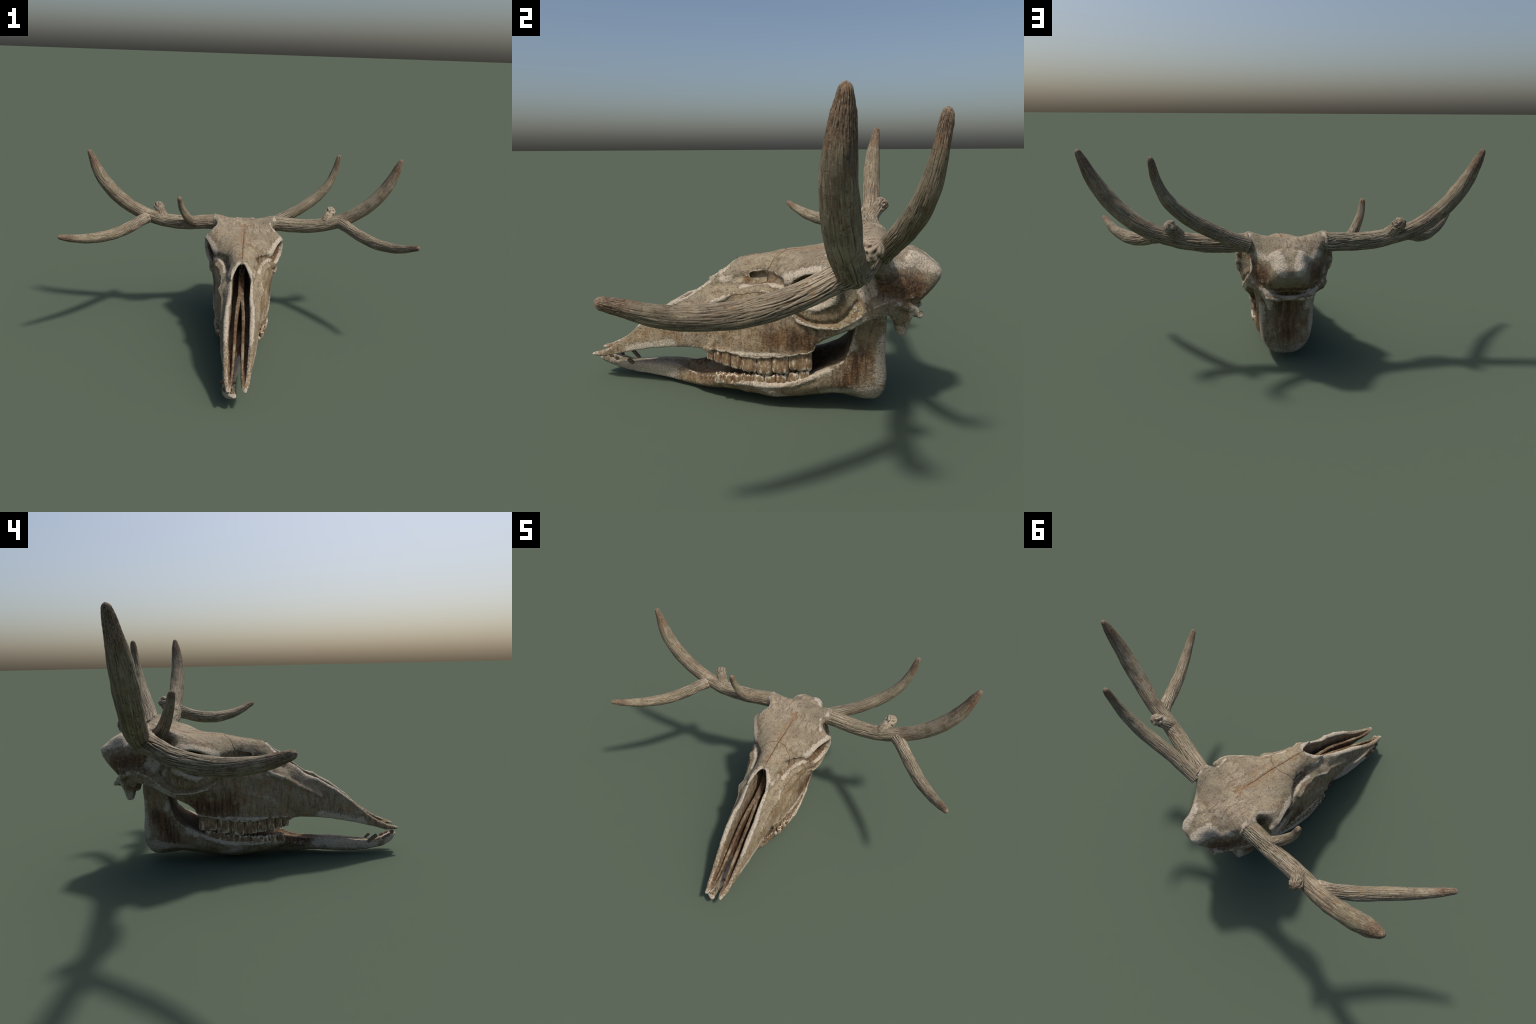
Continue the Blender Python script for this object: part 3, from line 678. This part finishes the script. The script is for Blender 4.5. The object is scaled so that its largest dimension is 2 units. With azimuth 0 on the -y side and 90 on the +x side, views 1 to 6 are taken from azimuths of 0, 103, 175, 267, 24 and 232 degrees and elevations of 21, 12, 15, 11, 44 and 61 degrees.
# ------------------------------------------------------------------ teeth
def tooth_mesh(name, wide, deep, tall, lobes, mat, seed):
    """crown with vertical lobes on its outer face, hollowed chewing edge; hangs along -z."""
    rnd = random.Random(seed)
    n, rows = 40, 12
    v, faces = [], []
    for r in range(rows + 1):
        s = r / rows
        swell = 1.0 - .12 * (1 - s) ** 2 + .05 * math.sin(s * math.pi) - .16 * max(0, (s - .85) / .15) ** 2
        for k in range(n):
            a = 2 * math.pi * k / n
            c, sn = math.cos(a), math.sin(a)
            e = .45
            x = math.copysign(abs(c) ** e, c) * wide / 2
            y = math.copysign(abs(sn) ** e, sn) * deep / 2
            y *= 1 + .30 * (abs(math.cos(math.pi * lobes * (x / wide + .5))) ** .8 * -1 + .5) * (1 if lobes > 1 else .4)
            z = -s * tall - (.0025 * math.cos(2 * math.pi * lobes * (x / wide + .5)) if s > .8 else 0)
            w = .0007 * noise.noise((x * 220 + seed, y * 220, z * 160))
            v.append((x * swell + w, y * swell + w, z))
    for r in range(rows):
        for k in range(n):
            b = (k + 1) % n
            faces.append((r * n + k, (r + 1) * n + k, (r + 1) * n + b, r * n + b))
    top = len(v); v.append((0, 0, 0)); bot = len(v); v.append((0, 0, -tall * .84))
    ring = len(v)
    for k in range(n):
        x, y, z = v[rows * n + k]
        v.append((x * .72, y * .62, z + .001))
    for k in range(n):
        b = (k + 1) % n
        faces.append((top, k, b))
        faces.append((rows * n + k, ring + k, ring + b, rows * n + b))
        faces.append((ring + k, bot, ring + b))
    me = bpy.data.meshes.new(name)
    me.from_pydata(v, [], faces); me.update()
    me.polygons.foreach_set("use_smooth", [True] * len(me.polygons))
    me.materials.append(mat)
    return me

def place(me, name, parent, loc, yaw, tilt=0.0, flip=False, scale=(1, 1, 1)):
    o = bpy.data.objects.new(name, me)
    bpy.context.scene.collection.objects.link(o)
    o.parent = parent
    o.location = loc
    o.rotation_euler = (tilt + (math.pi if flip else 0), 0, yaw)
    o.scale = scale
    return o

# ------------------------------------------------------------------ thin seam lines
def seam(name, pts, r, mat, parent, world=True):
    P = spline(pts, max(8, len(pts) * 8))
    tan, N, B = sweep_frames(P)
    n, m = len(P), 6
    v, f = [], []
    for i in range(n):
        e = r * min(1, .35 + 1.3 * min(i, n - 1 - i) / n * 4) * (1 + .35 * noise.noise(tuple(P[i] * 60)))
        for j in range(m):
            a = 2 * math.pi * j / m
            v.append(P[i] + e * (math.cos(a) * N[i] + math.sin(a) * B[i]))
    for i in range(n - 1):
        for j in range(m):
            b = (j + 1) % m
            f.append((i * m + j, i * m + b, (i + 1) * m + b, (i + 1) * m + j))
    f.append(tuple(range(m - 1, -1, -1))); f.append(tuple((n - 1) * m + j for j in range(m)))
    return make_mesh(name, v, f, mat, parent)

# ------------------------------------------------------------------ build
def build():
    root = bpy.data.objects.new("deer_skull", None)
    bpy.context.scene.collection.objects.link(root)
    root["label"] = "weathered deer skull with branching antlers and jaw"
    root["category"] = "animal skull"
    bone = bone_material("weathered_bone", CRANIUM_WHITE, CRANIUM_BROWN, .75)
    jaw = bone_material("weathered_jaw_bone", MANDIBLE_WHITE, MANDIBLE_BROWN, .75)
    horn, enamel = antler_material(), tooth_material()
    stub = antler_material("broken_antler", .4)
    stain = plain("stained_front_tooth", "4f4337", "857763", 90)
    dark = plain("seam_dirt", "3a2b1e", "6b4a2e")

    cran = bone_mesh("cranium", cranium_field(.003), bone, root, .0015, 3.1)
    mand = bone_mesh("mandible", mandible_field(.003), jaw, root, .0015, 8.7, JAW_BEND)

    # seams, snapped onto the cranium
    v = np.empty(len(cran.data.vertices) * 3, F); cran.data.vertices.foreach_get("co", v); v = v.reshape(-1, 3)
    bvh = BVHTree.FromPolygons(v.tolist(), [tuple(p.vertices) for p in cran.data.polygons])
    def down(u, y):
        hit = bvh.ray_cast(Vector((u, y, 1)), Vector((0, 0, -1)))
        return hit[0] + Vector((0, 0, -.0006)) if hit[0] else None
    def side(sg, y, z):
        hit = bvh.ray_cast(Vector((sg * .5, y, z)), Vector((-sg, 0, 0)))
        return hit[0] + Vector((-sg * .0006, 0, 0)) if hit[0] else None
    def dense(line, k=6):
        return [tuple(p) for p in spline([(a, b, 0) for a, b in line], len(line) * k)[:, :2]]
    jobs = []
    for key, r in (("midline", .0016), ("midline_rear", .0010)):
        jobs.append(([down(a, b) for a, b in dense(SUTURE_TOP[key])], r * 1.25))
    for key, r in (("frontal", .0016), ("rear", .0009)):
        for sg in (1, -1):
            jobs.append(([down(sg * a, b) for a, b in dense(SUTURE_TOP[key])], r))
    for line in SUTURE_SIDE:
        for sg in (1, -1):
            jobs.append(([side(sg, a, b) for a, b in dense(line)], .0013))
    for pts, r in jobs:
        pts = [p for p in pts if p is not None]
        if len(pts) > 3:
            seam("seam", [tuple(p) for p in pts], r, dark, cran)

    # teeth
    up_y = [.253, .172, .111, .053, -.004, -.046, -.084, -.119, -.148]
    lo_y = [.236, .198, .156, .115, .075, .034, -.008, -.048, -.086, -.120]
    up_u = [(-.15, .117), (-.12, .130), (-.08, .146), (-.03, .156), (.03, .162), (.1, .168), (.17, .171), (.25, .164)]
    lo_u = [(-.12, .128), (-.08, .140), (-.03, .147), (.05, .151), (.15, .153), (.24, .150)]
    up_z = [(-.15, .168), (-.1, .161), (-.05, .152), (.02, .143), (.1, .147), (.17, .160), (.24, .180)]
    lo_z = [(-.12, .122), (-.05, .126), (.03, .131), (.1, .138), (.2, .159), (.24, .173)]
    gum = [(-.16, .2), (-.128, .209), (-.05, .211), (0, .202), (.06, .203), (.14, .216), (.2, .228), (.25, .238)]
    rnd = random.Random(4)
    for sg in (1, -1):
        for k, (a, b) in enumerate(zip(up_y[:-1], up_y[1:])):
            y = (a + b) / 2; wide = abs(a - b) * 1.0
            u = float(lerp_table(y, up_u)); z1 = float(lerp_table(y, gum)) + .02; z0 = float(lerp_table(y, up_z)) + rnd.uniform(-.004, .003)
            du = float(lerp_table(y - .02, up_u) - lerp_table(y + .02, up_u))
            ang = math.atan2(du, .04)
            key = f"upper_tooth_shape_{k}"
            me = bpy.data.meshes.get(key) or tooth_mesh(key, wide, .030, z1 - z0, 2 if wide > .033 else 1, enamel, k)
            place(me, "upper_tooth", cran, (sg * (u - .0185), y, z1), sg * (math.pi / 2 * -1 - ang * -1) if sg > 0 else (math.pi / 2 - ang), rnd.uniform(-.03, .03))
        for k, (a, b) in enumerate(zip(lo_y[:-1], lo_y[1:])):
            y = (a + b) / 2; wide = abs(a - b) * .99
            u = float(lerp_table(y, lo_u)); z1 = float(lerp_table(y, lo_z)) + rnd.uniform(-.002, .002); z0 = float(lerp_table(y, [(-.12, .088), (.1, .088), (.2, .11), (.24, .13)]))
            du = float(lerp_table(y - .02, lo_u) - lerp_table(y + .02, lo_u))
            ang = math.atan2(du, .04)
            key = f"lower_tooth_shape_{k}"
            me = bpy.data.meshes.get(key) or tooth_mesh(key, wide, .024, z1 - z0, 2 if k % 3 else 1, enamel, 30 + k)
            place(me, "lower_tooth", mand, (sg * (u - .010), y + .05 * sg * u, z0 - sg * u * float(lerp_table(y, JAW_TWIST))), (math.pi / 2 - ang) * sg, rnd.uniform(-.03, .03), True)
        # front teeth
        can = tooth_mesh("canine_shape", .020, .012, .050, 1, stain, 51) if not bpy.data.meshes.get("canine_shape") else bpy.data.meshes["canine_shape"]
        o = place(can, "canine", mand, (sg * .029 - .044, -.528, .058), 0, 0, True); o.rotation_euler = (math.pi + math.radians(48), math.radians(12) * sg, 0); o.scale = (1, 1, 1) if sg < 0 else (.9, .9, .55)
        inc = bpy.data.meshes.get("incisor_shape") or tooth_mesh("incisor_shape", .015, .012, .024, 1, stain, 57)
        for u, y, z, yw in ((.018, -.598, .060, .5), (.015, -.620, .067, .35), (.007, -.642, .075, .2)):
            o = place(inc, "incisor", mand, (sg * u + float(lerp_table(y, JAW_BEND)), y, z), 0, 0, True); o.rotation_euler = (math.pi + math.radians(38), math.radians(8) * sg, yw * sg)

    # antlers
    ctr = .0145
    for sg, nm in ((1, "right"), (-1, "left")):
        f = (lambda c, x=ctr: c) if sg > 0 else (lambda c, x=ctr: mirrored(c, x))
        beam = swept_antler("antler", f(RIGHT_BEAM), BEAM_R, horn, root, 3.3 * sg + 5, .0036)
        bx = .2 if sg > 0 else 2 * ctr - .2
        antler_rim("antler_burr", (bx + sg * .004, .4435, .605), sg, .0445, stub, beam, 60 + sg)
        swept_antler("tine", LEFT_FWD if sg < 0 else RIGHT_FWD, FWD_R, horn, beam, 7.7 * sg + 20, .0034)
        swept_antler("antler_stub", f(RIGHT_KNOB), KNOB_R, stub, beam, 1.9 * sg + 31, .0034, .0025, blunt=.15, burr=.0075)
        if sg > 0:
            swept_antler("tine", RIGHT_REAR, REAR_R, horn, beam, 41.5, .0034)
        else:
            swept_antler("tine", LEFT_SMALL, SMALL_R, horn, beam, 52.5, .0026)

build()
